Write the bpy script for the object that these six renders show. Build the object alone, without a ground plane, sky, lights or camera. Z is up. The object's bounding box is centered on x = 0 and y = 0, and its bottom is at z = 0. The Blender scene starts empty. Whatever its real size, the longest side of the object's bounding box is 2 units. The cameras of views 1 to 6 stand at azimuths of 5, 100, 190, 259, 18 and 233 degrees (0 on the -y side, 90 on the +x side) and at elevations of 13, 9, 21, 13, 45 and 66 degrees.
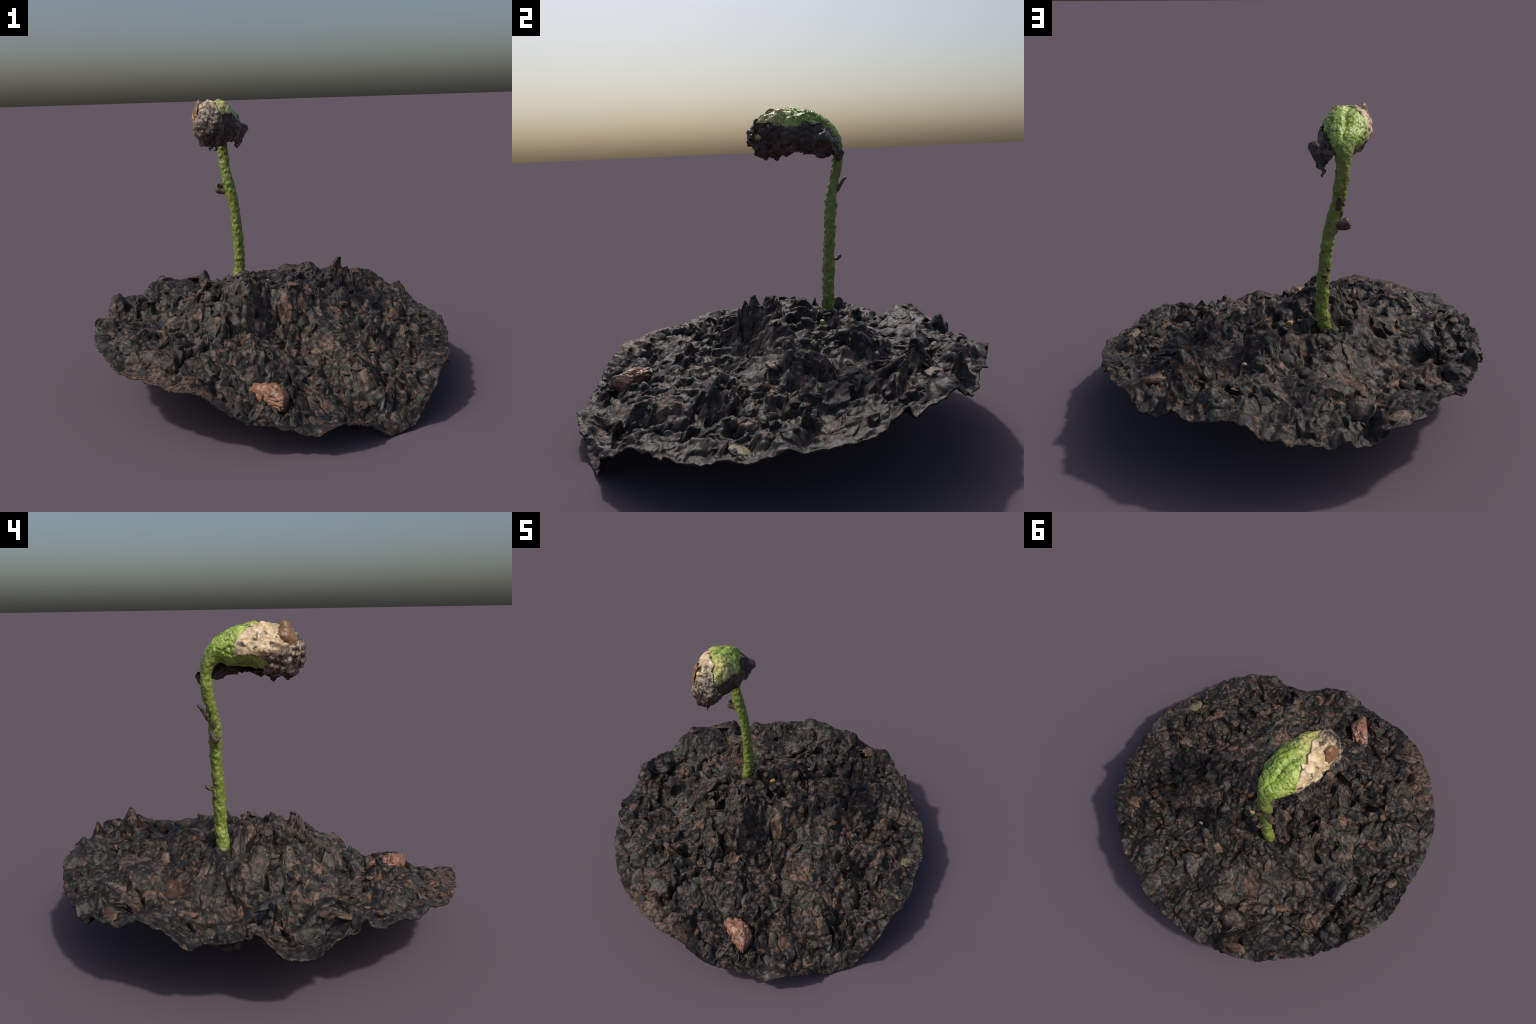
# A freshly sprouted bean-like seedling standing in a torn-off round patch of dark potting soil.
import bpy, math, random
import numpy as np
from mathutils import Vector, Matrix, Euler

random.seed(7)
RNG = np.random.default_rng(7)

# ------------------------------------------------------------------ noise helpers
def hash01(ix, iy, iz, seed):
    h = (ix.astype(np.int64) * 374761393 + iy.astype(np.int64) * 668265263
         + iz.astype(np.int64) * 2147483647 + seed * 974634777) & 0xFFFFFFFF
    h = ((h ^ (h >> 13)) * 1274126177) & 0xFFFFFFFF
    h = ((h ^ (h >> 16)) * 2246822519) & 0xFFFFFFFF
    h = h ^ (h >> 15)
    return (h & 0xFFFFFF) / float(0xFFFFFF)

def vnoise(P, seed=0):
    """smooth value noise, about -1..1, P is (N,3)"""
    i = np.floor(P).astype(np.int64)
    f = P - i
    f = f * f * f * (f * (f * 6 - 15) + 10)
    out = 0
    for dx in (0, 1):
        wx = f[:, 0] if dx else 1 - f[:, 0]
        for dy in (0, 1):
            wy = f[:, 1] if dy else 1 - f[:, 1]
            for dz in (0, 1):
                wz = f[:, 2] if dz else 1 - f[:, 2]
                out = out + wx * wy * wz * hash01(i[:, 0] + dx, i[:, 1] + dy, i[:, 2] + dz, seed)
    return out * 2 - 1

def fbm(P, seed=0, octaves=4, gain=0.5):
    out, a, s = 0, 1.0, 0.0
    for o in range(octaves):
        out = out + a * vnoise(P * (2.03 ** o) + 17.3 * o, seed + o)
        s += a
        a *= gain
    return out / s

def worley(P2, seed=0):
    """2D cells: distance to nearest, second nearest, and the nearest cell's two random numbers"""
    i = np.floor(P2).astype(np.int64)
    f1 = np.full(len(P2), 9.0)
    f2 = np.full(len(P2), 9.0)
    r1 = np.zeros(len(P2))
    r2 = np.zeros(len(P2))
    tx = np.zeros(len(P2))
    ty = np.zeros(len(P2))
    z = np.zeros(len(P2), np.int64)
    for dx in (-1, 0, 1):
        for dy in (-1, 0, 1):
            cx, cy = i[:, 0] + dx, i[:, 1] + dy
            px = cx + hash01(cx, cy, z, seed)
            py = cy + hash01(cx, cy, z + 1, seed)
            ox, oy = P2[:, 0] - px, P2[:, 1] - py
            d = np.sqrt(ox * ox + oy * oy)
            near = d < f1
            f2 = np.where(near, f1, np.minimum(f2, d))
            f1 = np.where(near, d, f1)
            r1 = np.where(near, hash01(cx, cy, z + 2, seed), r1)
            r2 = np.where(near, hash01(cx, cy, z + 3, seed), r2)
            tx = np.where(near, ox, tx)
            ty = np.where(near, oy, ty)
    return f1, f2, r1, r2, tx, ty

def smooth(a, b, x):
    t = np.clip((x - a) / (b - a), 0, 1)
    return t * t * (3 - 2 * t)

# ------------------------------------------------------------------ mesh helpers
def make_object(name, verts, faces, material, parent=None, shade_smooth=True):
    me = bpy.data.meshes.new(name)
    me.from_pydata([tuple(v) for v in np.asarray(verts, float)], [], [tuple(int(k) for k in f) for f in faces])
    me.update()
    if shade_smooth:
        me.shade_smooth()
    if material:
        me.materials.append(material)
    ob = bpy.data.objects.new(name, me)
    bpy.context.scene.collection.objects.link(ob)
    if parent:
        ob.parent = parent
    return ob

def grid_faces(nu, nv, wrap=False):
    i, j = np.meshgrid(np.arange(nu - 1), np.arange(nv if wrap else nv - 1), indexing='ij')
    a = i * nv + j
    b = i * nv + (j + 1) % nv
    return np.stack([a, b, b + nv, a + nv], -1).reshape(-1, 4)

def catmull(points, t):
    """Catmull-Rom through rows of points at parameters t (0..n-1)"""
    p = np.asarray(points, float)
    n = len(p)
    ext = np.vstack([2 * p[0] - p[1], p, 2 * p[-1] - p[-2]])
    t = np.clip(np.asarray(t, float), 0, n - 1 - 1e-9)
    i = np.floor(t).astype(int)
    f = (t - i)[:, None]
    a, b, c, d = ext[i], ext[i + 1], ext[i + 2], ext[i + 3]
    return 0.5 * (2 * b + (c - a) * f + (2 * a - 5 * b + 4 * c - d) * f ** 2 + (3 * b - a - 3 * c + d) * f ** 3)

def grid_normals(V, nu, nv):
    G = V.reshape(nu, nv, 3)
    N = np.cross(np.gradient(G, axis=0), np.gradient(G, axis=1))
    N /= np.linalg.norm(N, axis=-1, keepdims=True) + 1e-12
    return N.reshape(-1, 3)

# ------------------------------------------------------------------ materials
class Nodes:
    def __init__(self, name):
        self.mat = bpy.data.materials.new(name)
        self.mat.use_nodes = True
        self.t = self.mat.node_tree
        self.bsdf = self.t.nodes["Principled BSDF"]
        self.co = self.t.nodes.new("ShaderNodeTexCoord").outputs["Object"]

    def link(self, a, b):
        self.t.links.new(a, b)

    def noise(self, scale, detail=4, rough=0.55, co=None, dist=0.0):
        n = self.t.nodes.new("ShaderNodeTexNoise")
        n.inputs["Scale"].default_value = scale
        n.inputs["Detail"].default_value = detail
        n.inputs["Roughness"].default_value = rough
        n.inputs["Distortion"].default_value = dist
        self.link(co or self.co, n.inputs["Vector"])
        return n.outputs["Fac"]

    def voronoi(self, scale, out="Color", feature='F1', co=None):
        n = self.t.nodes.new("ShaderNodeTexVoronoi")
        n.feature = feature
        n.inputs["Scale"].default_value = scale
        self.link(co or self.co, n.inputs["Vector"])
        return n.outputs[out]

    def warped(self, amount, scale):
        n = self.t.nodes.new("ShaderNodeTexNoise")
        n.inputs["Scale"].default_value = scale
        n.inputs["Detail"].default_value = 3
        self.link(self.co, n.inputs["Vector"])
        s = self.t.nodes.new("ShaderNodeVectorMath"); s.operation = 'SUBTRACT'
        self.link(n.outputs["Color"], s.inputs[0]); s.inputs[1].default_value = (.5, .5, .5)
        m = self.t.nodes.new("ShaderNodeVectorMath"); m.operation = 'SCALE'
        self.link(s.outputs[0], m.inputs[0]); m.inputs["Scale"].default_value = amount
        a = self.t.nodes.new("ShaderNodeVectorMath"); a.operation = 'ADD'
        self.link(self.co, a.inputs[0]); self.link(m.outputs[0], a.inputs[1])
        return a.outputs[0]

    def ramp(self, fac, stops, interp='LINEAR'):
        r = self.t.nodes.new("ShaderNodeValToRGB")
        r.color_ramp.interpolation = interp
        e = r.color_ramp.elements
        while len(e) < len(stops):
            e.new(0.5)
        for k, (pos, col) in enumerate(stops):
            e[k].position = pos
            e[k].color = (*col, 1) if len(col) == 3 else col
        self.link(fac, r.inputs["Fac"])
        return r.outputs["Color"]

    def mask(self, fac, lo, hi):
        m = self.t.nodes.new("ShaderNodeMapRange")
        m.interpolation_type = 'SMOOTHSTEP'
        self.link(fac, m.inputs["Value"])
        m.inputs["From Min"].default_value = lo
        m.inputs["From Max"].default_value = hi
        return m.outputs["Result"]

    def mix(self, fac, a, b, mode='MIX'):
        m = self.t.nodes.new("ShaderNodeMix")
        m.data_type = 'RGBA'
        m.blend_type = mode
        for sock, v in ((m.inputs["Factor"], fac), (m.inputs["A"], a), (m.inputs["B"], b)):
            pass
        ins = {s.identifier: s for s in m.inputs}
        for key, v in (("Factor_Float", fac), ("A_Color", a), ("B_Color", b)):
            if hasattr(v, "node"):
                self.link(v, ins[key])
            elif isinstance(v, (int, float)):
                ins[key].default_value = v
            else:
                ins[key].default_value = (*v, 1)
        return [o for o in m.outputs if o.identifier == "Result_Color"][0]

    def math(self, op, a, b=0.0):
        m = self.t.nodes.new("ShaderNodeMath")
        m.operation = op
        for k, v in ((0, a), (1, b)):
            if hasattr(v, "node"):
                self.link(v, m.inputs[k])
            else:
                m.inputs[k].default_value = v
        return m.outputs[0]

    def sep(self, v):
        s = self.t.nodes.new("ShaderNodeSeparateXYZ")
        self.link(v, s.inputs[0])
        return s.outputs

    def near(self, centre, radius, soft, wob=None):
        """1 inside a ball round a point, in object coordinates"""
        d = self.t.nodes.new("ShaderNodeVectorMath"); d.operation = 'DISTANCE'
        self.link(wob or self.co, d.inputs[0]); d.inputs[1].default_value = centre
        return self.mask(d.outputs["Value"], radius + soft, radius - soft)

    def finish(self, color, rough=0.6, bump=None, strength=0.3, distance=0.004, specular=0.5):
        self.link(color, self.bsdf.inputs["Base Color"])
        if hasattr(rough, "node"):
            self.link(rough, self.bsdf.inputs["Roughness"])
        else:
            self.bsdf.inputs["Roughness"].default_value = rough
        self.bsdf.inputs["Specular IOR Level"].default_value = specular
        if bump is not None:
            b = self.t.nodes.new("ShaderNodeBump")
            b.inputs["Strength"].default_value = strength
            b.inputs["Distance"].default_value = distance
            self.link(bump, b.inputs["Height"])
            self.link(b.outputs["Normal"], self.bsdf.inputs["Normal"])
        return self.mat

SOIL_RUST = (0.17, 0.085, 0.055)

def soil_material(name, dark, mid, light, speck, rust_amount):
    """damp potting soil: noise-mottled ground tone with fibres and specks of other crumbs"""
    n = Nodes(name)
    w = n.warped(0.05, 14)
    base = n.ramp(n.noise(30, 6, 0.64, w), [(0.32, dark), (0.5, mid), (0.70, light)])
    small = n.sep(n.voronoi(46, "Color", co=w))
    grain = n.noise(60, 4, 0.6, w)
    col = n.mix(n.math('MULTIPLY', n.mask(small[2], 0.70, 0.80), n.mask(grain, 0.38, 0.6)), base, speck)
    rust = n.math('MULTIPLY', n.mask(small[1], 0.82, 0.88), n.mask(grain, 0.42, 0.60))
    col = n.mix(n.math('MULTIPLY', rust, rust_amount), col, SOIL_RUST)
    pale = n.math('MULTIPLY', n.mask(small[0], 0.9, 0.95), n.mask(n.noise(110, 2), 0.5, 0.65))
    col = n.mix(n.math('MULTIPLY', pale, 0.6), col, (0.12, 0.105, 0.09))
    # coarse brown crumbs along one stretch of the border, and a few stains
    wob = n.warped(0.12, 9)
    edge = n.near((-0.52, -0.80, 0.30), 0.13, 0.08, wob)
    edge2 = n.near((-0.30, -0.93, 0.28), 0.12, 0.07, wob)
    edge = n.math('MULTIPLY', n.math('MAXIMUM', edge, edge2), n.mask(grain, 0.40, 0.62))
    col = n.mix(n.math('MULTIPLY', edge, 0.75), col, (0.17, 0.09, 0.06))
    streak = n.near((-0.331, 0.468, 0.34), 0.05, 0.035, n.warped(0.12, 18))
    col = n.mix(n.math('MULTIPLY', streak, 0.6), col, (0.12, 0.058, 0.034))
    stain = n.near((0.59, -0.69, 0.12), 0.05, 0.03, n.warped(0.10, 18))
    col = n.mix(n.math('MULTIPLY', stain, n.mask(n.noise(50, 3), 0.42, 0.62)), col, (0.17, 0.18, 0.165))
    bump = n.math('ADD', n.noise(85, 5, 0.65), n.math('MULTIPLY', n.noise(240, 3), 0.5))
    rough = n.math('MULTIPLY_ADD', n.mask(n.noise(40, 3), 0.1, 0.9), 0.22)
    rough.node.inputs[2].default_value = 0.40
    return n.finish(col, rough, bump, 0.4, 0.004, 0.32)

def crumb_material(name, dark, light, rough=0.55, scale=30):
    n = Nodes(name)
    info = n.t.nodes.new("ShaderNodeObjectInfo")
    g = n.noise(scale, 5, 0.6, n.warped(0.03, 20))
    col = n.ramp(g, [(0.32, dark), (0.68, light)])
    v = n.math('MULTIPLY_ADD', info.outputs["Random"], 0.9)
    v.node.inputs[2].default_value = 0.55
    hsv = n.t.nodes.new("ShaderNodeHueSaturation")
    n.link(col, hsv.inputs["Color"]); n.link(v, hsv.inputs["Value"])
    return n.finish(hsv.outputs["Color"], rough, n.noise(120, 4, 0.65), 0.6, 0.004)

def stem_material():
    n = Nodes("green_stem_skin")
    w = n.warped(0.01, 60)
    g = n.ramp(n.noise(32, 4, 0.6, w), [(0.3, (0.13, 0.18, 0.028)), (0.52, (0.20, 0.255, 0.045)), (0.75, (0.33, 0.36, 0.09))])
    pits = n.mask(n.noise(95, 3, 0.6, w), 0.60, 0.72)
    col = n.mix(n.math('MULTIPLY', pits, 0.75), g, (0.03, 0.04, 0.01))
    brown = n.mask(n.noise(15, 3, 0.6), 0.66, 0.76)
    col = n.mix(n.math('MULTIPLY', brown, 0.5), col, (0.10, 0.075, 0.03))
    z = n.sep(n.co)[2]
    # the foot is smeared with soil
    foot = n.math('ADD', z, n.math('MULTIPLY', n.noise(30, 4), 0.06))
    col = n.mix(n.mask(foot, 0.535, 0.49), col, (0.04, 0.042, 0.022))
    return n.finish(col, 0.34, n.math('ADD', n.noise(70, 4, 0.6), n.noise(180, 2)), 0.5, 0.004)

def cotyledon_material():
    n = Nodes("green_seed_leaf_skin")
    w = n.warped(0.02, 35)
    xyz = n.sep(n.co)
    g = n.ramp(n.noise(22, 4, 0.55, w), [(0.28, (0.18, 0.29, 0.035)), (0.5, (0.33, 0.44, 0.075)), (0.75, (0.50, 0.58, 0.17))])
    yel = n.ramp(n.noise(26, 4, 0.6, w), [(0.3, (0.34, 0.34, 0.10)), (0.55, (0.55, 0.50, 0.17)), (0.75, (0.66, 0.60, 0.25))])
    front = n.mask(n.math('ADD', xyz[1], n.math('MULTIPLY', n.noise(14, 3), 0.12)), 0.17, 0.02)
    col = n.mix(front, g, yel)
    crease = n.mask(n.noise(48, 4, 0.65, w, 0.6), 0.60, 0.70)
    col = n.mix(n.math('MULTIPLY', crease, 0.7), col, (0.055, 0.10, 0.03))
    # dark hairline wrinkles
    line = n.math('ABSOLUTE', n.math('SUBTRACT', n.noise(17, 4, 0.6, n.warped(0.03, 26)), 0.5))
    col = n.mix(n.math('MULTIPLY', n.mask(line, 0.022, 0.004), 0.75), col, (0.045, 0.075, 0.03))
    # thin brown skin remnants
    scab = n.mask(n.noise(20, 4, 0.6, n.warped(0.03, 22)), 0.63, 0.69)
    col = n.mix(n.math('MULTIPLY', scab, 0.75), col, (0.13, 0.09, 0.055))
    return n.finish(col, 0.30, n.math('ADD', n.noise(50, 4, 0.6, w), n.noise(130, 2)), 0.5, 0.005)

def coat_material(name, pale):
    n = Nodes(name)
    w = n.warped(0.025, 30)
    xyz = n.sep(n.co)
    dark = n.ramp(n.noise(36, 5, 0.6, w), [(0.3, (0.026, 0.018, 0.0145)), (0.52, (0.066, 0.045, 0.036)), (0.74, (0.15, 0.108, 0.082))])  # browns tinted warmer to offset the blue sky reflection
    if not pale:
        col = dark
    else:
        cream = n.ramp(n.noise(24, 4, 0.6, w), [(0.3, (0.44, 0.28, 0.135)), (0.5, (0.70, 0.52, 0.29)), (0.7, (0.84, 0.71, 0.49))])
        # cream on the upper left, tan mottling lower down, black-brown at the belly
        up = n.math('ADD', xyz[2], n.math('MULTIPLY', n.noise(24, 4), 0.16))
        up = n.math('ADD', n.math('SUBTRACT', up, n.math('MULTIPLY', xyz[0], 0.55)), n.math('MULTIPLY', xyz[1], 0.5))
        m = n.mask(up, 1.66, 1.73)
        col = n.mix(m, dark, cream)
        tan = n.math('MULTIPLY', n.mask(n.noise(42, 3, 0.5, w), 0.46, 0.62), n.mask(up, 1.50, 1.60))
        col = n.mix(n.math('MULTIPLY', tan, 0.85), col, (0.40, 0.31, 0.215))
        spots = n.mask(n.noise(28, 3, 0.5, n.warped(0.03, 40)), 0.56, 0.64)
        col = n.mix(n.math('MULTIPLY', spots, 0.85), col, (0.045, 0.032, 0.026))
    return n.finish(col, 0.28, n.math('ADD', n.noise(60, 4, 0.6, w), n.noise(150, 2)), 0.6, 0.005, 0.5 if pale else 0.35)

MAT_SOIL = soil_material("damp_soil", (0.0058, 0.0047, 0.0038), (0.0126, 0.0101, 0.0082), (0.0286, 0.0228, 0.0187), (0.0442, 0.0326, 0.0272), 0.7)
MAT_SOIL_BROWN = soil_material("brown_soil_crumb", (0.0180, 0.0140, 0.0119), (0.0432, 0.0328, 0.0279), (0.1008, 0.0774, 0.0657), (0.1080, 0.0792, 0.0657), 0.8)
MAT_SOIL_RUST = soil_material("rusty_soil_crumb", (0.036, 0.023, 0.0172), (0.090, 0.056, 0.041), (0.20, 0.125, 0.090), (0.20, 0.11, 0.07), 0.8)
MAT_SOIL_GREY = soil_material("grey_soil_crumb", (0.0128, 0.0118, 0.0109), (0.0230, 0.0211, 0.0192), (0.0384, 0.0352, 0.0320), (0.0640, 0.0560, 0.0397), 0.4)
MAT_CLOD = crumb_material("dark_crumb", (0.014, 0.013, 0.012), (0.045, 0.040, 0.036))
MAT_CLOD_BROWN = crumb_material("brown_crumb", (0.022, 0.017, 0.015), (0.085, 0.057, 0.045))
MAT_BARK = crumb_material("rusty_bark", (0.055, 0.032, 0.024), (0.21, 0.115, 0.072), 0.5, 45)
MAT_STEM = stem_material()
MAT_COTYLEDON = cotyledon_material()
MAT_COAT = coat_material("mottled_seed_coat", True)
MAT_COAT_DARK = coat_material("dark_seed_coat", False)

# ------------------------------------------------------------------ root
root = bpy.data.objects.new("sprouting_seedling", None)
bpy.context.scene.collection.objects.link(root)
root["label"] = "green bean seedling sprouting from a round patch of dark soil"
root["category"] = "seedling"

# ------------------------------------------------------------------ SOIL: border and relief
# border of the torn patch: angle (degrees), radius, height
RIM = [(-179, .992, .28), (-174, .985, .345), (-169, .970, .342), (-165.6, .963, .378), (-162, .962, .325),
       (-156, .970, .350), (-148, .974, .326), (-143, .985, .348), (-138, .992, .316), (-132, .992, .289),
       (-127, .992, .292), (-123, .989, .305), (-118, .994, .292), (-112, .993, .290), (-105, .984, .288),
       (-101, .988, .252), (-96, .996, .205), (-91, .992, .158), (-86, .982, .149), (-80, .979, .127),
       (-75, 1.0, .098), (-72, 1.004, .116), (-67, 1.006, .139), (-62, .998, .120), (-57, .983, .072),
       (-52, .980, .014), (-47, .992, .004), (-44, 1.004, .018), (-41, 1.010, .062), (-38.5, 1.022, .125),
       (-35, 1.015, .150), (-30, 1.001, .188), (-25, .997, .213), (-20, 1.0, .218), (-14, 1.0, .203),
       (-9, .988, .214), (-3, .993, .222), (2, .998, .222), (8, 1.0, .272), (10, 1.002, .284),
       (13, 1.006, .266), (20, 1.0, .270), (25, .998, .270), (31, .994, .310), (36.5, .994, .375),
       (39, .990, .330), (43, .985, .333), (48, 1.003, .377), (52, 1.008, .390), (55, 1.013, .350),
       (59, 1.004, .320), (63, .992, .335), (68, .980, .390), (72, .990, .366), (76, .970, .358),
       (82, .968, .398), (88, .978, .392), (91, .985, .336), (98, .984, .310), (103, .984, .318),
       (108, .985, .296), (111.4, .986, .325), (115, .982, .285), (119, .983, .283), (123, .994, .350),
       (128, 1.002, .342), (134, .998, .360), (140.5, .997, .400), (145, .986, .372), (149, .979, .325),
       (152.5, .979, .305), (155.5, .980, .340), (162, .979, .358), (167, .985, .378), (171, .987, .330),
       (175, .989, .280)]
# lie of the land inside: x, y, height
LAND = [(-0.20, 0.22, 0.468), (-0.02, 0.20, 0.467), (0.02, -0.20, 0.360), (0.17, -0.18, 0.305), (-0.11, -0.15, 0.482), (0.06, -0.05, 0.474),
        (0.57, 0.27, 0.334), (0.76, 0.22, 0.270), (0.56, -0.20, 0.286), (0.48, -0.25, 0.308), (0.92, -0.02, 0.207), (-0.86, -0.18, 0.352),
        (-0.75, -0.10, 0.329), (-0.54, 0.42, 0.287), (-0.33, 0.47, 0.341), (-0.19, 0.54, 0.374), (-0.56, 0.76, 0.329), (0.23, 0.81, 0.404),
        (0.41, 0.64, 0.400), (0.52, 0.71, 0.410), (0.62, 0.77, 0.372), (0.80, 0.60, 0.322), (-0.70, 0.22, 0.305), (-0.37, -0.38, 0.346),
        (-0.20, -0.68, 0.264), (0.08, -0.32, 0.263), (0.31, -0.05, 0.381), (0.26, 0.17, 0.412), (0.34, 0.74, 0.403), (0.70, 0.27, 0.286),
        (0.72, -0.25, 0.220), (0.78, -0.62, 0.089), (0.29, -0.77, 0.133), (0.37, 0.29, 0.385), (0.38, -0.61, 0.178), (-0.40, 0.18, 0.446),
        (-0.10, 0.41, 0.415), (-0.42, 0.83, 0.320), (-0.72, 0.55, 0.361), (-0.63, -0.46, 0.368), (-0.08, -0.23, 0.428), (0.07, -0.77, 0.209),
        (-0.86, 0.23, 0.315), (-0.68, -0.32, 0.327), (-0.60, -0.18, 0.317), (-0.60, 0.06, 0.343), (-0.46, 0.72, 0.345), (-0.41, 0.60, 0.340),
        (0.47, -0.67, 0.104), (0.56, 0.08, 0.321), (0.56, 0.52, 0.378), (0.65, 0.62, 0.332), (-0.50, -0.62, 0.360), (-0.42, -0.73, 0.338),
        (-0.44, -0.57, 0.344), (-0.30, -0.48, 0.366), (-0.20, -0.75, 0.265), (-0.15, -0.44, 0.350), (-0.34, 0.80, 0.362), (-0.10, 0.22, 0.496),
        (-0.05, -0.03, 0.549), (-0.02, 0.43, 0.432), (0.00, 0.80, 0.375), (-0.12, 0.93, 0.365), (0.05, 0.58, 0.392), (0.16, 0.58, 0.375),
        (0.24, -0.54, 0.237), (0.23, -0.42, 0.232), (0.25, -0.01, 0.440), (0.18, 0.27, 0.412), (0.25, 0.36, 0.386), (0.13, 0.16, 0.466),
        (0.33, -0.22, 0.309), (-0.59, 0.19, 0.281), (-0.43, 0.34, 0.302), (-0.41, 0.66, 0.307), (-0.21, -0.23, 0.434), (0.38, -0.80, 0.072),
        (0.17, 0.77, 0.367), (0.31, -0.50, 0.205), (-0.63, -0.36, 0.371), (-0.52, 0.55, 0.350), (-0.22, 0.00, 0.581), (-0.22, 0.60, 0.422),
        (-0.07, -0.49, 0.343), (0.12, -0.40, 0.272), (0.00, 0.35, 0.491), (0.15, 0.50, 0.392), (0.44, -0.43, 0.293), (0.44, 0.17, 0.445),
        (0.65, 0.34, 0.343), (0.78, 0.35, 0.314), (0.70, -0.63, 0.117), (0.08, -0.62, 0.228), (-0.14, 0.68, 0.374), (-0.19, 0.37, 0.444),
        (-0.35, 0.24, 0.455), (0.14, 0.86, 0.417), (0.59, -0.73, 0.100), (-0.46, 0.41, 0.326), (-0.75, -0.17, 0.384), (-0.58, -0.67, 0.288),
        (0.36, 0.82, 0.313), (0.68, -0.52, 0.159), (0.85, -0.13, 0.253), (-0.09, -0.94, 0.181), (0.06, 0.39, 0.487), (-0.54, 0.08, 0.333),
        (0.71, 0.01, 0.308), (-0.24, 0.29, 0.472), (-0.55, -0.75, 0.280), (0.77, -0.20, 0.254)]

class Land:
    """thin-plate surface through LAND and the border"""
    def __init__(self):
        deg = np.array([r[0] for r in RIM], float)
        self.deg = np.concatenate([deg - 360, deg, deg + 360])
        self.rr = np.tile([r[1] for r in RIM], 3)
        self.zz = np.tile([r[2] for r in RIM], 3)
        th = np.radians(np.arange(-180, 180, 9.0))
        rz = [np.mean([self.rim(np.degrees(t) + d)[1] for d in (-4, 0, 4)]) for t in th]
        pts = [(x, y, z) for x, y, z in LAND] + [(math.cos(t), math.sin(t), z) for t, z in zip(th, rz)]
        self.p = np.array(pts)
        n = len(self.p)
        K = self.kern(self.p[:, None, :2] - self.p[None, :, :2]) + np.eye(n) * 0.004
        A = np.zeros((n + 3, n + 3))
        A[:n, :n] = K
        A[:n, n] = 1
        A[:n, n + 1:] = self.p[:, :2]
        A[n:, :n] = A[:n, n:].T
        self.w = np.linalg.solve(A, np.concatenate([self.p[:, 2], [0, 0, 0]]))

    @staticmethod
    def kern(d):
        r2 = (d ** 2).sum(-1)
        return r2 * np.log(r2 + 1e-12) * 0.5

    def rim(self, deg):
        return np.interp(deg, self.deg, self.rr), np.interp(deg, self.deg, self.zz)

    def height(self, xy):
        n = len(self.p)
        out = self.w[n] + xy @ self.w[n + 1:]
        for k in range(n):
            out = out + self.w[k] * self.kern(xy - self.p[k, :2])
        return out

LANDFORM = Land()

# crests, boulders, spikes and hollows that stand out: x, y, height of the top, radius
KNOBS = [(-.104, -.157, .575, .04), (-.077, -.223, .54, .03), (-.16, -.10, .570, .05), (.136, -.005, .522, .05), (.408, .641, .520, .05),
         (.563, -.196, .374, .05), (.49, -.55, .249, .06), (.174, -.18, .315, .05), (.052, -.15, .340, .04),
         (.796, .597, .368, .04), (.618, .771, .404, .05), (.522, .711, .404, .05), (.225, .808, .452, .06),
         (.415, .107, .472, .045), (.57, .27, .373, .04), (.76, .218, .345, .03), (.40, .82, .470, .028), (.05, .93, .410, .035), (.20, .90, .425, .035),
         (-.64, -.46, .402, .06), (-.857, -.18, .373, .04), (-.917, .178, .394, .05), (-.19, .538, .402, .06),
         (-.331, .468, .337, .05), (-.537, .419, .298, .05), (-.56, .762, .350, .04), (-.49, .776, .402, .03),
         (-.733, .068, .402, .04), (.156, .468, .372, .05), (-.02, .204, .474, .04), (.803, -.418, .238, .05),
         (-.146, -.59, .305, .03), (-.295, -.50, .342, .03), (.481, -.253, .293, .04), (-.20, .215, .458, .05),
         (.918, -.02, .228, .05), (.06, -.77, .205, .06),
         (-.265, .11, .425, .05), (-.26, -.02, .435, .05)]

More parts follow.
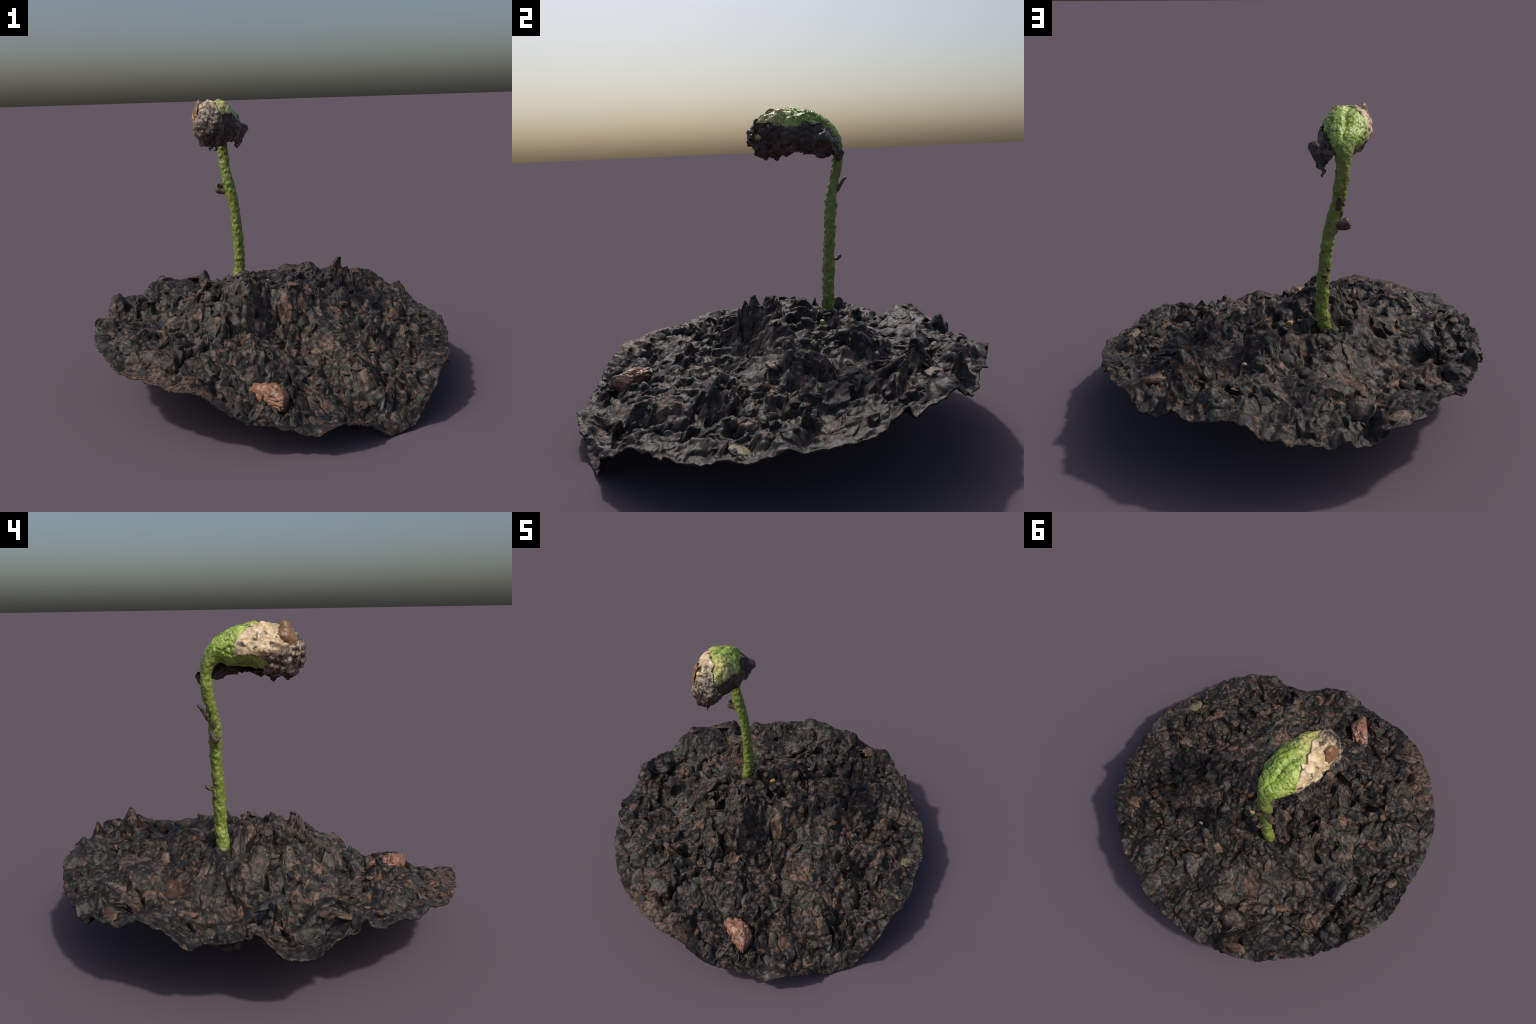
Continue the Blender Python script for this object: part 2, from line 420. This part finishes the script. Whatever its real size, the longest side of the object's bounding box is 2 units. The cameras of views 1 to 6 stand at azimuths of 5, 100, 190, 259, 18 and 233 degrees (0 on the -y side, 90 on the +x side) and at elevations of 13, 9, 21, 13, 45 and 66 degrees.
def soil_relief(x, y, edge):
    P = np.stack([x, y, np.zeros_like(x)], -1)
    wx = fbm(P * 9, 40, 3)
    wy = fbm(P * 9 + 31, 50, 3)
    h = np.zeros_like(x)
    tone = np.zeros_like(x)
    lean = np.zeros((len(x), 2))
    lively = 0.55 + 0.9 * smooth(-0.45, 0.45, fbm(P * 5 + 3, 33, 2))     # some places are smeared, some crumbly
    for scale, amp, seed, mod in ((0.20, 0.014, 1, 0), (0.115, 0.046, 2, 1), (0.058, 0.020, 3, 1), (0.030, 0.005, 4, 1)):
        Q = np.stack([x + 0.34 * scale * wx, y + 0.34 * scale * wy], -1) / scale
        f1, f2, r1, r2, tx, ty = worley(Q, seed)
        top = smooth(-0.02, 0.46, f2 - f1)                # flat-topped clods parted by creases
        ang = r2 * 2 * np.pi
        tilt = tx * np.cos(ang) + ty * np.sin(ang)       # each clod lies tilted
        rise = (r1 ** 1.4 * 1.1 + tilt * 0.5) * top
        h += amp * (rise - 0.33) * (lively if mod else 1)
        away = hash01((r2 * 9999).astype(np.int64), (r1 * 9999).astype(np.int64), np.full(len(x), seed), 21) * 2 * np.pi
        lean += (0.48 * amp * r1 * top * lively)[:, None] * np.stack([np.cos(away), np.sin(away)], -1) * (seed > 1)
        if seed in (2, 3):
            crest = top > 0.25
            tone = np.where(crest & (hash01((r1 * 9999).astype(np.int64), (r2 * 9999).astype(np.int64), np.full(len(x), seed), 7) > (0.82 if seed == 2 else 0.50)),
                            1 + np.floor(r2 * 2.999), tone)
    # pulled-up sharp peaks
    ridge = 1 - np.abs(fbm(P * 11, 60, 3))
    h += 0.008 * smooth(0.86, 1.0, ridge) * smooth(-0.1, 0.5, vnoise(P * 11, 64))
    h += 0.012 * fbm(P * 20, 70, 3)
    # dark gaps between the clods
    h -= 0.034 * smooth(0.28, 0.75, vnoise(P * 15 + 2, 77) + 0.25 * wx) * lively
    h += 0.003
    # the border of the scan-like patch is calmer
    calm = np.maximum(smooth(0.45, 0.9, np.hypot(x - 0.05, y + 0.05)) * smooth(-0.3, 0.3, fbm(P * 3, 80, 2)), smooth(0.35, 0.7, y - 0.3 * x))
    h *= 1 - 0.35 * calm
    return h * (1 - 0.62 * edge), tone, P, lean

def build_soil():
    n = 500
    a, b = np.meshgrid(np.linspace(-1, 1, n), np.linspace(-1, 1, n), indexing='ij')
    a, b = a.ravel(), b.ravel()
    big = np.abs(a) > np.abs(b)
    with np.errstate(divide='ignore', invalid='ignore'):
        rho = np.where(big, a, b)
        phi = np.where(big, np.pi / 4 * b / a, np.pi / 2 - np.pi / 4 * a / b)
    phi = np.where(rho == 0, 0, phi)
    ux, uy = rho * np.cos(phi), rho * np.sin(phi)
    rad = np.abs(rho)
    th = np.degrees(np.arctan2(uy, ux))
    R, Z = LANDFORM.rim(th)
    x, y = ux * R, uy * R
    base = LANDFORM.height(np.stack([x, y], -1))
    at_rim = LANDFORM.height(np.stack([R * np.cos(np.radians(th)), R * np.sin(np.radians(th))], -1))
    edge = smooth(0.86, 1.0, rad)
    z = base + (Z + 0.005 - at_rim) * smooth(0.80, 1.0, rad) ** 1.3
    relief, tone, flat, lean = soil_relief(x, y, edge)
    # the brown bits gather in the middle and in front; the back and the border are greyer
    warm = fbm(flat * 4, 120, 3) + 0.25 - 0.9 * smooth(0.5, 1.0, rad) + 0.35 * smooth(0.2, -0.6, y)
    tone = np.where((tone == 2) & (warm < -0.1), 3, tone)
    tone = np.where((tone == 1) & (warm < -0.35), 0, tone)
    tone = np.where((tone == 2) & (hash01((x * 14).astype(np.int64), (y * 14).astype(np.int64), np.zeros(len(x), np.int64), 3) < 0.55), 1, tone)
    # soil hollow right at the stem stays level
    foot = np.exp(-(((x + .195) ** 2 + (y - .215) ** 2) / 0.06 ** 2))
    z += relief * (1 - 0.6 * foot)
    rugged = fbm(flat * 26, 130, 3)
    for kx, ky, kz, kr in KNOBS:
        d = np.hypot(x - kx, y - ky) / kr
        lift = kz - z[d < 0.45].mean()
        z += lift * np.exp(-(d * (1 + 0.55 * rugged)) ** 2 * 0.9)
    P = np.stack([x, y, z], -1)
    side = (1 - smooth(0.9, 1.0, rad))[:, None]
    shift = np.stack([fbm(P * 13, 90, 3), fbm(P * 13 + 9, 95, 3), np.zeros_like(x)], -1) * 0.016
    shift[:, :2] += lean                                  # clods lean over and undercut
    P = P + shift * side
    rim_wob = np.stack([fbm(P * 30, 97, 2), fbm(P * 30 + 5, 98, 2), 0.6 * fbm(P * 24 + 3, 99, 2)], -1) * 0.012
    P = P + rim_wob * (1 - side)
    P[:, 2] = np.maximum(P[:, 2], 0.009)
    thick = (0.007 + 0.020 * (1 - smooth(0.7, 1.0, rad)))
    B = P.copy()
    B[:, 2] -= thick
    top = grid_faces(n, n)
    idx = np.arange(n * n).reshape(n, n)
    ring = np.concatenate([idx[0, :-1], idx[:-1, -1], idx[-1, :0:-1], idx[:0:-1, 0]])
    nxt = np.roll(ring, -1)
    m = n * n
    wall = np.stack([ring, nxt, nxt + m, ring + m], -1)
    faces = np.vstack([top[:, ::-1], top + m, wall])
    # orientation check: top must face up
    p0, p1, p2 = (P[faces[1000][k]] for k in range(3))
    if np.cross(p1 - p0, p2 - p1)[2] < 0:
        faces = faces[:, ::-1]
    ob = make_object("soil_patch", np.vstack([P, B]), faces, MAT_SOIL, root)
    for mat in (MAT_SOIL_BROWN, MAT_SOIL_RUST, MAT_SOIL_GREY):
        ob.data.materials.append(mat)
    slot = np.concatenate([tone, np.zeros(m)])[faces[:, 0]].astype(np.int32)
    ob.data.polygons.foreach_set("material_index", slot)
    return ob, P, rad, n

soil, SOIL_P, SOIL_RAD, SOIL_N = build_soil()
SOIL_NRM = grid_normals(SOIL_P, SOIL_N, SOIL_N)
SOIL_NRM *= np.sign(SOIL_NRM[:, 2:3] + 1e-9)

# ------------------------------------------------------------------ clods, bark chips, grains
def lump_mesh(name, seed, stretch, rough, subdiv=3, crease=0.8):
    import bmesh
    bm = bmesh.new()
    bmesh.ops.create_icosphere(bm, subdivisions=subdiv, radius=1.0)
    V = np.array([v.co[:] for v in bm.verts])
    r = 1 + rough * fbm(V * 1.3 + seed * 7.1, seed, 3) * 1.3
    f = np.abs(fbm(V * 2.6 + seed, seed + 5, 2))
    r -= rough * crease * smooth(0.12, 0.0, f)
    r += rough * 0.45 * fbm(V * 4 + seed, seed + 8, 3)
    V = V * r[:, None]
    rg = np.random.default_rng(seed)
    for k in range(6):                                  # broken facets
        d = rg.normal(size=3); d /= np.linalg.norm(d)
        c = 0.62 + 0.25 * rg.random()
        over = np.maximum(V @ d - c, 0)
        V -= over[:, None] * d * 0.85
    V = V * np.array(stretch)
    for v, co in zip(bm.verts, V):
        v.co = co
    me = bpy.data.meshes.new(name)
    bm.to_mesh(me)
    bm.free()
    me.shade_smooth()
    return me

def place(ob, index, sink, spin, size, tilt=0.5):
    p = SOIL_P[index]
    nrm = Vector(SOIL_NRM[index]).lerp(Vector((0, 0, 1)), 0.4).normalized()
    q = nrm.to_track_quat('Z', 'Y').to_matrix().to_4x4()
    rot = Euler((random.uniform(-tilt, tilt), random.uniform(-tilt, tilt), spin)).to_matrix().to_4x4()
    sc = Matrix.Diagonal((size, size, size, 1))
    ob.matrix_world = Matrix.Translation(Vector(p) - nrm * sink) @ q @ rot @ sc

def scatter(name, meshes, count, material_of, size_range, sink, inner=0.95, tilt=0.5, kind=None):
    okay = np.where((SOIL_RAD < inner) & (np.hypot(SOIL_P[:, 0] + .195, SOIL_P[:, 1] - .22) > 0.07))[0]
    picks = RNG.choice(okay, count, replace=False)
    for k, index in enumerate(picks):
        me = meshes[k % len(meshes)]
        ob = bpy.data.objects.new(name, me)
        bpy.context.scene.collection.objects.link(ob)
        t = random.random()
        size = size_range[0] + (size_range[1] - size_range[0]) * t * t
        place(ob, index, size * sink, random.uniform(0, 6.28), size, tilt)
        ob.parent = soil

clod_meshes = []
for k in range(10):
    me = lump_mesh("soil_clod", 11 + k, (1.0, 0.75 + 0.03 * k, 0.62), 0.30)
    me.materials.append(MAT_CLOD if k % 3 else MAT_CLOD_BROWN)
    clod_meshes.append(me)
scatter("soil_clod", clod_meshes, 230, None, (0.013, 0.036), 0.15)

chip_meshes = []
for k in range(6):
    me = lump_mesh("bark_chip", 41 + k, (1.0, 0.45 + 0.06 * k, 0.24), 0.26)
    me.materials.append(MAT_BARK)
    chip_meshes.append(me)
scatter("bark_chip", chip_meshes, 135, None, (0.012, 0.034), 0.0, tilt=0.7)

def at(x, y):
    return int(np.argmin((SOIL_P[:, 0] - x) ** 2 + (SOIL_P[:, 1] - y) ** 2))

def single(name, xyz, stretch, seed, rotation, material, rough=0.25, subdiv=4):
    me = lump_mesh(name, seed, stretch, rough, subdiv)
    me.materials.append(material)
    ob = bpy.data.objects.new(name, me)
    bpy.context.scene.collection.objects.link(ob)
    ob.matrix_world = Matrix.Translation(xyz) @ Euler(rotation).to_matrix().to_4x4()
    ob.parent = soil
    return ob

def plain(name, dark, light, rough=0.4, scale=28):
    n = Nodes(name)
    col = n.ramp(n.noise(scale, 4, 0.6, n.warped(0.03, 30)), [(0.3, dark), (0.65, light)])
    return n.finish(col, rough, n.noise(70, 4, 0.6), 0.6, 0.005)

MAT_BRICK = plain("terracotta_chip", (0.12, 0.055, 0.034), (0.35, 0.175, 0.108), 0.36, 34)
MAT_GOLD = plain("yellow_grain", (0.26, 0.15, 0.05), (0.52, 0.34, 0.14), 0.4)
MAT_PALE = plain("pale_grain", (0.30, 0.27, 0.21), (0.55, 0.50, 0.40), 0.4)
MAT_LICHEN = plain("yellowish_flake", (0.05, 0.043, 0.026), (0.24, 0.20, 0.11), 0.5, 45)

single("pebble", (0.062, -0.772, 0.197), (0.125, 0.078, 0.050), 23, (0.40, 0.0, -0.75), MAT_BRICK, 0.34, 5)
single("yellow_grain", (-0.02, 0.204, 0.479), (0.020, 0.015, 0.016), 5, (0, 0, .5), MAT_GOLD)
single("white_grain", (0.156, 0.468, 0.379), (0.013, 0.009, 0.011), 6, (0, 0, .5), MAT_PALE)
single("bark_flake", (0.137, -0.006, 0.525), (0.036, 0.018, 0.009), 8, (.3, 0, -.3), MAT_BARK)
single("bark_flake", (0.425, 0.02, 0.40), (0.04, 0.018, 0.012), 9, (.3, .2, 1.0), MAT_BARK)
single("yellow_flake", (0.918, -0.021, 0.226), (0.050, 0.034, 0.012), 10, (0.1, 0.3, 1.2), MAT_LICHEN)
single("bark_flake", (-0.565, 0.765, 0.352), (0.060, 0.035, 0.012), 13, (-.5, .1, .5), MAT_BARK)
single("bark_flake", (0.522, 0.711, 0.408), (0.055, 0.040, 0.022), 14, (.2, .1, .4), MAT_BARK)
single("bark_flake", (-0.857, -0.181, 0.376), (0.042, 0.026, 0.014), 15, (.2, -.2, 1.4), MAT_BARK)
single("dark_leaf_flake", (-0.70, 0.095, 0.392), (0.085, 0.030, 0.012), 16, (.3, .25, 1.9), MAT_CLOD)
single("bark_flake", (-0.54, 0.418, 0.303), (0.050, 0.022, 0.014), 17, (.1, .2, .8), MAT_BARK)
single("bark_flake", (-0.295, -0.50, 0.350), (0.040, 0.016, 0.012), 18, (.6, .9, 1.3), MAT_BARK)
single("tan_grain", (0.76, 0.218, 0.352), (0.016, 0.013, 0.014), 12, (0, 0, .5), MAT_BARK)

# ------------------------------------------------------------------ SHOOT: stem running into the seed leaves
# spine x, y, z, half width, half height upward, half height downward (up/down = outer/inner side of the hook)
SHOOT = [(-.200, .212, .40, .036, .036, .036), (-.199, .213, .46, .034, .034, .034), (-.192, .216, .52, .031, .031, .031),
         (-.184, .219, .58, .0295, .030, .030), (-.184, .222, .64, .030, .029, .030), (-.185, .226, .70, .029, .029, .029),
         (-.188, .228, .77, .0295, .028, .028), (-.194, .231, .84, .030, .028, .028), (-.203, .235, .92, .030, .028, .027),
         (-.213, .238, .98, .030, .027, .028), (-.228, .241, 1.04, .031, .028, .029), (-.243, .246, 1.10, .031, .026, .027),
         (-.254, .258, 1.16, .031, .025, .025), (-.263, .271, 1.22, .031, .025, .025), (-.268, .281, 1.28, .032, .026, .026),
         (-.270, .281, 1.33, .034, .025, .028), (-.270, .271, 1.375, .042, .027, .038), (-.268, .247, 1.408, .060, .034, .050),
         (-.268, .210, 1.428, .080, .051, .070), (-.267, .150, 1.437, .099, .080, .082), (-.266, .080, 1.44, .107, .096, .092),
         (-.266, .000, 1.43, .105, .106, .112), (-.270, -.060, 1.415, .092, .097, .116), (-.276, -.110, 1.40, .080, .084, .100),
         (-.281, -.143, 1.395, .062, .064, .076), (-.286, -.160, 1.393, .042, .045, .052)]
SHOOT = np.array(SHOOT)
SPLIT = 16.3                      # where the stem ends and the seed leaves begin
HEAD_AXIS = np.array([1.0, 0.0, 0.0])

def shoot_surface(t, phi, grow=0.0):
    """point on the shoot: t along the spine, phi round it (0 = outer side, + towards +x)"""
    S = catmull(SHOOT, t)
    eps = 0.02
    T = catmull(SHOOT, np.minimum(t + eps, len(SHOOT) - 1))[:, :3] - catmull(SHOOT, np.maximum(t - eps, 0))[:, :3]
    T /= np.linalg.norm(T, axis=1, keepdims=True)
    side = HEAD_AXIS - T * (T @ HEAD_AXIS)[:, None]
    side /= np.linalg.norm(side, axis=1, keepdims=True)
    out = np.cross(side, T)
    out *= np.sign(out @ np.array([0, 0.75, 0.75]))[:, None]
    c, s = np.cos(phi), np.sin(phi)
    # the tip droops towards -x, so its lower +x quarter is pulled in
    tuck = 1 - 0.26 * smooth(20, 21.8, t) * np.maximum(0, np.sin(2 * (phi % (2 * np.pi)) - np.pi)) * (s > 0) * (c < 0)
    c, s = c * tuck, s * tuck
    vert = np.where(c > 0, S[:, 4], S[:, 5]) + grow
    pt = S[:, :3] + side * ((S[:, 3] + grow) * s)[:, None] + out * (vert * c)[:, None]
    return pt, S[:, :3]

def coat_hem(t):
    """angle up to which the mottled coat reaches over the crown"""
    return np.interp(t, [18.3, 19.0, 19.8, 20.4, 21, 22, 22.6, 23.2, 23.7, 25], [-100, -70, -36, -12, 6, 14, 28, 72, 120, 180])

def build_shoot():
    ts = np.concatenate([np.linspace(0, 15, 230), np.linspace(15, len(SHOOT) - 1, 171)[1:]])
    nphi = 96
    t, p = np.meshgrid(ts, np.arange(nphi) / nphi * 2 * np.pi, indexing='ij')
    t, p = t.ravel(), p.ravel()
    V, C = shoot_surface(t, p)
    D = V - C
    D /= np.linalg.norm(D, axis=1, keepdims=True)
    head = smooth(15.5, 19, t)
    disp = (1 - head) * (0.006 * fbm(V * 24, 5, 3) + 0.004 * fbm(V * 70, 6, 2))
    # pimples and short cross wrinkles
    disp += (1 - head) * 0.003 * smooth(0.25, 0.7, vnoise(V * np.array([60, 60, 45.0]), 8))
    wr = fbm(V * np.array([38, 22, 38.0]), 12, 3)
    disp += head * (0.008 * fbm(V * 16, 15, 3) + 0.009 * (1 - 2 * smooth(0.0, 0.13, np.abs(wr)) ) * -1 * 0.6)
    pim = smooth(0.35, 0.75, vnoise(V * 32, 21))
    disp += head * 0.004 * pim
    disp += head * 0.010 * smooth(0.35, 0.8, vnoise(V * 19 + 4, 24)) - head * 0.006 * smooth(0.2, 0.7, vnoise(V * 21, 27))
    # furrow between the two seed leaves, on the outer side
    furrow = np.exp(-((np.sin(p) - 0.05 * np.sin(t * 3)) / 0.16) ** 2) * (np.cos(p) > 0) * smooth(16.5, 18, t) * smooth(21.5, 19.5, t)
    disp -= 0.017 * furrow
    # where the coat clings the flesh lies a little deeper
    deg = (np.degrees(p) + 180) % 360 - 180
    clad = smooth(18.6, 19.2, t) * np.maximum(smooth(10, -6, deg - coat_hem(t)), smooth(20.5, 21, t) * smooth(0, 15, deg - np.interp(t, [21, 22, 23], [72, 60, 40])))
    clad = np.maximum(clad, smooth(23.0, 23.6, t))
    disp = disp * (1 - clad) - 0.009 * clad
    V = V + D * disp[:, None]
    n_rows = len(ts)
    faces = grid_faces(n_rows, nphi, wrap=True)
    tip = V[-nphi:].mean(0) + np.array([-.002, -.004, -.002])
    V = np.vstack([V, tip])
    last = (n_rows - 1) * nphi
    cap = [(last + j, last + (j + 1) % nphi, len(V) - 1) for j in range(nphi)]
    allf = [tuple(f) for f in faces] + cap
    # consistent outward winding
    f0 = allf[5]
    nrm = np.cross(V[f0[1]] - V[f0[0]], V[f0[2]] - V[f0[1]])
    if nrm @ (V[f0[0]] - C[f0[0]]) < 0:
        allf = [f[::-1] for f in allf]
    whole = make_object("shoot", V, allf, None)
    normals = np.array([v.normal[:] for v in whole.data.vertices])
    bpy.data.objects.remove(whole)
    row_split = int(np.searchsorted(ts, SPLIT))
    parts = []
    for name, mat, keep in (("stem", MAT_STEM, lambda r: r < row_split), ("cotyledon", MAT_COTYLEDON, lambda r: r >= row_split)):
        fs = [f for k, f in enumerate(allf) if keep(min(k // nphi, n_rows))]
        used = sorted({i for f in fs for i in f})
        remap = {g: l for l, g in enumerate(used)}
        ob = make_object(name, V[used], [[remap[i] for i in f] for f in fs], mat, root)
        ob.data.normals_split_custom_set_from_vertices([tuple(normals[g]) for g in used])
        parts.append(ob)
    return parts

stem, cotyledon = build_shoot()

# ------------------------------------------------------------------ SEED COAT
def sheet(name, rows, nu, nv, thickness, material, parent, relief, seed, ragged=0.0, sub=True):
    """curved sheet through a small net of control points, with real thickness and lumpy relief"""
    rows = np.asarray(rows, float)
    mu, mv = rows.shape[:2]
    tv = np.linspace(0, mv - 1, nv)
    fine = np.stack([catmull(rows[i], tv) for i in range(mu)])
    tu = np.linspace(0, mu - 1, nu)
    G = np.stack([catmull(fine[:, j], tu) for j in range(nv)], 1)
    V = G.reshape(-1, 3)
    N = grid_normals(V, nu, nv)
    u = np.repeat(np.linspace(0, 1, nu), nv)
    v = np.tile(np.linspace(0, 1, nv), nu)
    border = np.minimum(np.minimum(u, 1 - u) * 2, np.minimum(v, 1 - v) * 2)
    jag = ragged * smooth(0.35, 0, border)
    V = V + np.stack([fbm(V * 30, seed + k, 3) for k in range(3)], -1) * jag[:, None]
    lumps = fbm(V * 34, seed + 5, 3) + 0.7 * smooth(0.1, 0.7, vnoise(V * 52, seed + 9))
    V = V + N * (relief * lumps)[:, None]
    t = thickness * (0.35 + 0.65 * smooth(0, 0.35, border))
    A = V + N * (t * 0.5)[:, None]
    B = V - N * (t * 0.5)[:, None]
    f = grid_faces(nu, nv)
    m = nu * nv
    idx = np.arange(m).reshape(nu, nv)
    ring = np.concatenate([idx[0, :-1], idx[:-1, -1], idx[-1, :0:-1], idx[:0:-1, 0]])
    nxt = np.roll(ring, -1)
    wall = np.stack([ring, ring + m, nxt + m, nxt], -1)
    return make_object(name, np.vstack([A, B]), np.vstack([f, f[:, ::-1] + m, wall]), material, parent)

# dark half: hangs down the +x side like a torn skirt (rows from the tip back to the stem, points from top to hem)
SKIRT = [[(-0.263, -0.172, 1.440), (-0.252, -0.180, 1.400), (-0.263, -0.165, 1.345), (-0.285, -0.115, 1.292)],
         [(-0.211, -0.115, 1.460), (-0.211, -0.120, 1.405), (-0.247, -0.115, 1.335), (-0.278, -0.090, 1.285)],
         [(-0.173, -0.050, 1.465), (-0.175, -0.050, 1.405), (-0.221, -0.045, 1.345), (-0.259, -0.030, 1.280)],
         [(-0.162, 0.050, 1.462), (-0.140, 0.050, 1.405), (-0.155, 0.055, 1.345), (-0.207, 0.065, 1.314)],
         [(-0.168, 0.150, 1.460), (-0.150, 0.150, 1.410), (-0.147, 0.150, 1.355), (-0.168, 0.160, 1.300)],
         [(-.196, .232, 1.435), (-.160, .236, 1.408), (-.108, .234, 1.376), (-.180, .252, 1.292)],
         [(-.235, .272, 1.380), (-.214, .290, 1.345), (-.203, .296, 1.310), (-.188, .287, 1.258)]]
skirt = sheet("seed_coat", SKIRT, 110, 60, 0.008, MAT_COAT_DARK, root, 0.0095, 300, 0.028)

# mottled half: caps the tip and clings to the -x flank
def build_cap():
    ts = np.concatenate([np.linspace(18.3, len(SHOOT) - 1, 140), np.full(8, len(SHOOT) - 1.0)])
    phis = np.radians(np.linspace(-262, 92, 180))
    t, p = np.meshgrid(ts, phis, indexing='ij')
    shape = t.shape
    t, p = t.ravel(), p.ravel()
    V, C = shoot_surface(t, p, 0.007)
    # the blunt nose is closed over
    shut = np.repeat(np.concatenate([np.zeros(140), np.linspace(0, 1, 9)[1:]]), len(phis))
    V = C + (V - C) * np.sqrt(np.maximum(1 - shut ** 2, 0.0004))[:, None] + np.array([-.002, -.010, -.002]) * shut[:, None]
    C = C + np.array([0, 0.02, 0]) * smooth(0, 0.5, shut)[:, None]
    D = V - C
    D /= np.linalg.norm(D, axis=1, keepdims=True)
    lumps = 0.009 * fbm(V * 22, 410, 3) + 0.011 * smooth(0.1, 0.7, vnoise(V * 40, 415)) - 0.009 * smooth(0.2, 0.7, vnoise(V * 34, 417)) - 0.001
    lumps = lumps * (1 - 0.55 * smooth(-0.06, 0.02, V[:, 1]) * smooth(1.40, 1.46, V[:, 2]))      # the pale flank is smoother
    outer = V + D * lumps[:, None]
    inner = C + (V - C) * 0.86
    deg = np.degrees(p)
    y = V[:, 1]
    wob = fbm(V * 22, 430, 3)
    # upper hem runs from the back of the left flank over the crown to the tip
    hem = coat_hem(t)
    cover = (deg < hem + 16 * wob) & (y < 0.175 + 0.035 * wob) & (deg > np.interp(t, [19.4, 21, 22, 23, 25], [-185, -185, -215, -262, -270]) + 8 * wob)
    # the belly behind is open
    cover &= ~((deg < -118 + 10 * wob) & (y > 0.03 + 0.03 * wob))
    cov = cover.reshape(shape)
    nu, nv = shape
    f = grid_faces(nu, nv)
    keep = cov[:-1, :-1] & cov[1:, :-1] & cov[1:, 1:] & cov[:-1, 1:]
    fk = f[keep.ravel()]
    m = nu * nv
    edges = {}
    for q in fk:
        for a, b in zip(q, np.roll(q, -1)):
            edges[(int(a), int(b))] = True
    wall = [(a, b, b + m, a + m) for (a, b) in edges if (b, a) not in edges]
    W = np.vstack([outer, inner])
    faces = [tuple(q) for q in fk] + [tuple(q[::-1] + m) for q in fk] + [w[::-1] for w in wall]
    used = sorted({int(i) for q in faces for i in q})
    remap = {g: l for l, g in enumerate(used)}
    faces = [[remap[int(i)] for i in q] for q in faces]
    q = faces[len(faces) // 6]
    X = W[used]
    c = X.mean(0)
    if np.cross(X[q[1]] - X[q[0]], X[q[2]] - X[q[1]]) @ (X[q[0]] - c) < 0:
        faces = [q[::-1] for q in faces]
    return make_object("seed_coat", X, faces, MAT_COAT, root)

cap = build_cap()

# brown tongue of coat that stands up on the -x side near the tip
MAT_HORN = plain("brown_husk", (0.12, 0.055, 0.026), (0.30, 0.155, 0.075), 0.36, 40)
HORN = [[(-.322, -.135, 1.430), (-.346, -.085, 1.425), (-.350, -.020, 1.445)],
        [(-.340, -.118, 1.470), (-.362, -.075, 1.470), (-.356, -.026, 1.482)],
        [(-.334, -.100, 1.510), (-.350, -.068, 1.512), (-.342, -.036, 1.510)],
        [(-.326, -.086, 1.538), (-.336, -.066, 1.547), (-.330, -.044, 1.539)]]
sheet("husk_tongue", HORN, 36, 24, 0.009, MAT_HORN, root, 0.0035, 500, 0.006)

# ------------------------------------------------------------------ scale leaves and scars on the stem
MAT_SCALE = plain("withered_scale", (0.035, 0.026, 0.018), (0.12, 0.09, 0.055), 0.42, 45)
BRACTS = [
    [[(-.246, .236, 1.016), (-.248, .250, 1.010), (-.246, .260, 1.034), (-.246, .254, 1.056)],
     [(-.270, .234, 1.020), (-.274, .250, 1.010), (-.270, .264, 1.036), (-.268, .254, 1.060)],
     [(-.292, .230, 1.028), (-.298, .250, 1.014), (-.293, .264, 1.040), (-.290, .252, 1.062)],
     [(-.308, .236, 1.034), (-.313, .250, 1.026), (-.304, .258, 1.044), (-.300, .248, 1.058)]],
    [[(-.268, .266, 1.105), (-.255, .272, 1.102), (-.242, .270, 1.105)],
     [(-.268, .286, 1.138), (-.256, .292, 1.136), (-.246, .288, 1.138)],
     [(-.268, .300, 1.166), (-.259, .305, 1.163), (-.251, .302, 1.165)],
     [(-.268, .318, 1.184), (-.262, .322, 1.182), (-.257, .319, 1.183)]],
    [[(-.210, .250, .768), (-.195, .256, .764), (-.181, .252, .768)],
     [(-.212, .268, .778), (-.198, .275, .772), (-.186, .270, .778)],
     [(-.210, .283, .794), (-.202, .288, .790), (-.195, .284, .794)]],
]
for k, rows in enumerate(BRACTS):
    sheet("scale_leaf", rows, 26, 20, 0.016 if k == 0 else 0.014, MAT_SCALE, root, 0.0025, 600 + 11 * k, 0.004)

def scar(xyz, stretch, seed, rotation=(0, 0, 0)):
    me = lump_mesh("stem_scar", seed, stretch, 0.3, 3)
    me.materials.append(MAT_SCALE)
    ob = bpy.data.objects.new("stem_scar", me)
    bpy.context.scene.collection.objects.link(ob)
    ob.matrix_world = Matrix.Translation(xyz) @ Euler(rotation).to_matrix().to_4x4()
    ob.parent = root

scar((-.268, .250, 1.085), (.008, .010, .022), 71, (0.2, -.25, 0))
scar((-.252, .240, 1.040), (.012, .014, .026), 72)
scar((-.205, .245, .735), (.010, .013, .017), 73)
scar((-.278, .283, 1.135), (.008, .009, .012), 74)
scar((-.213, .245, .80), (.009, .009, .010), 75)
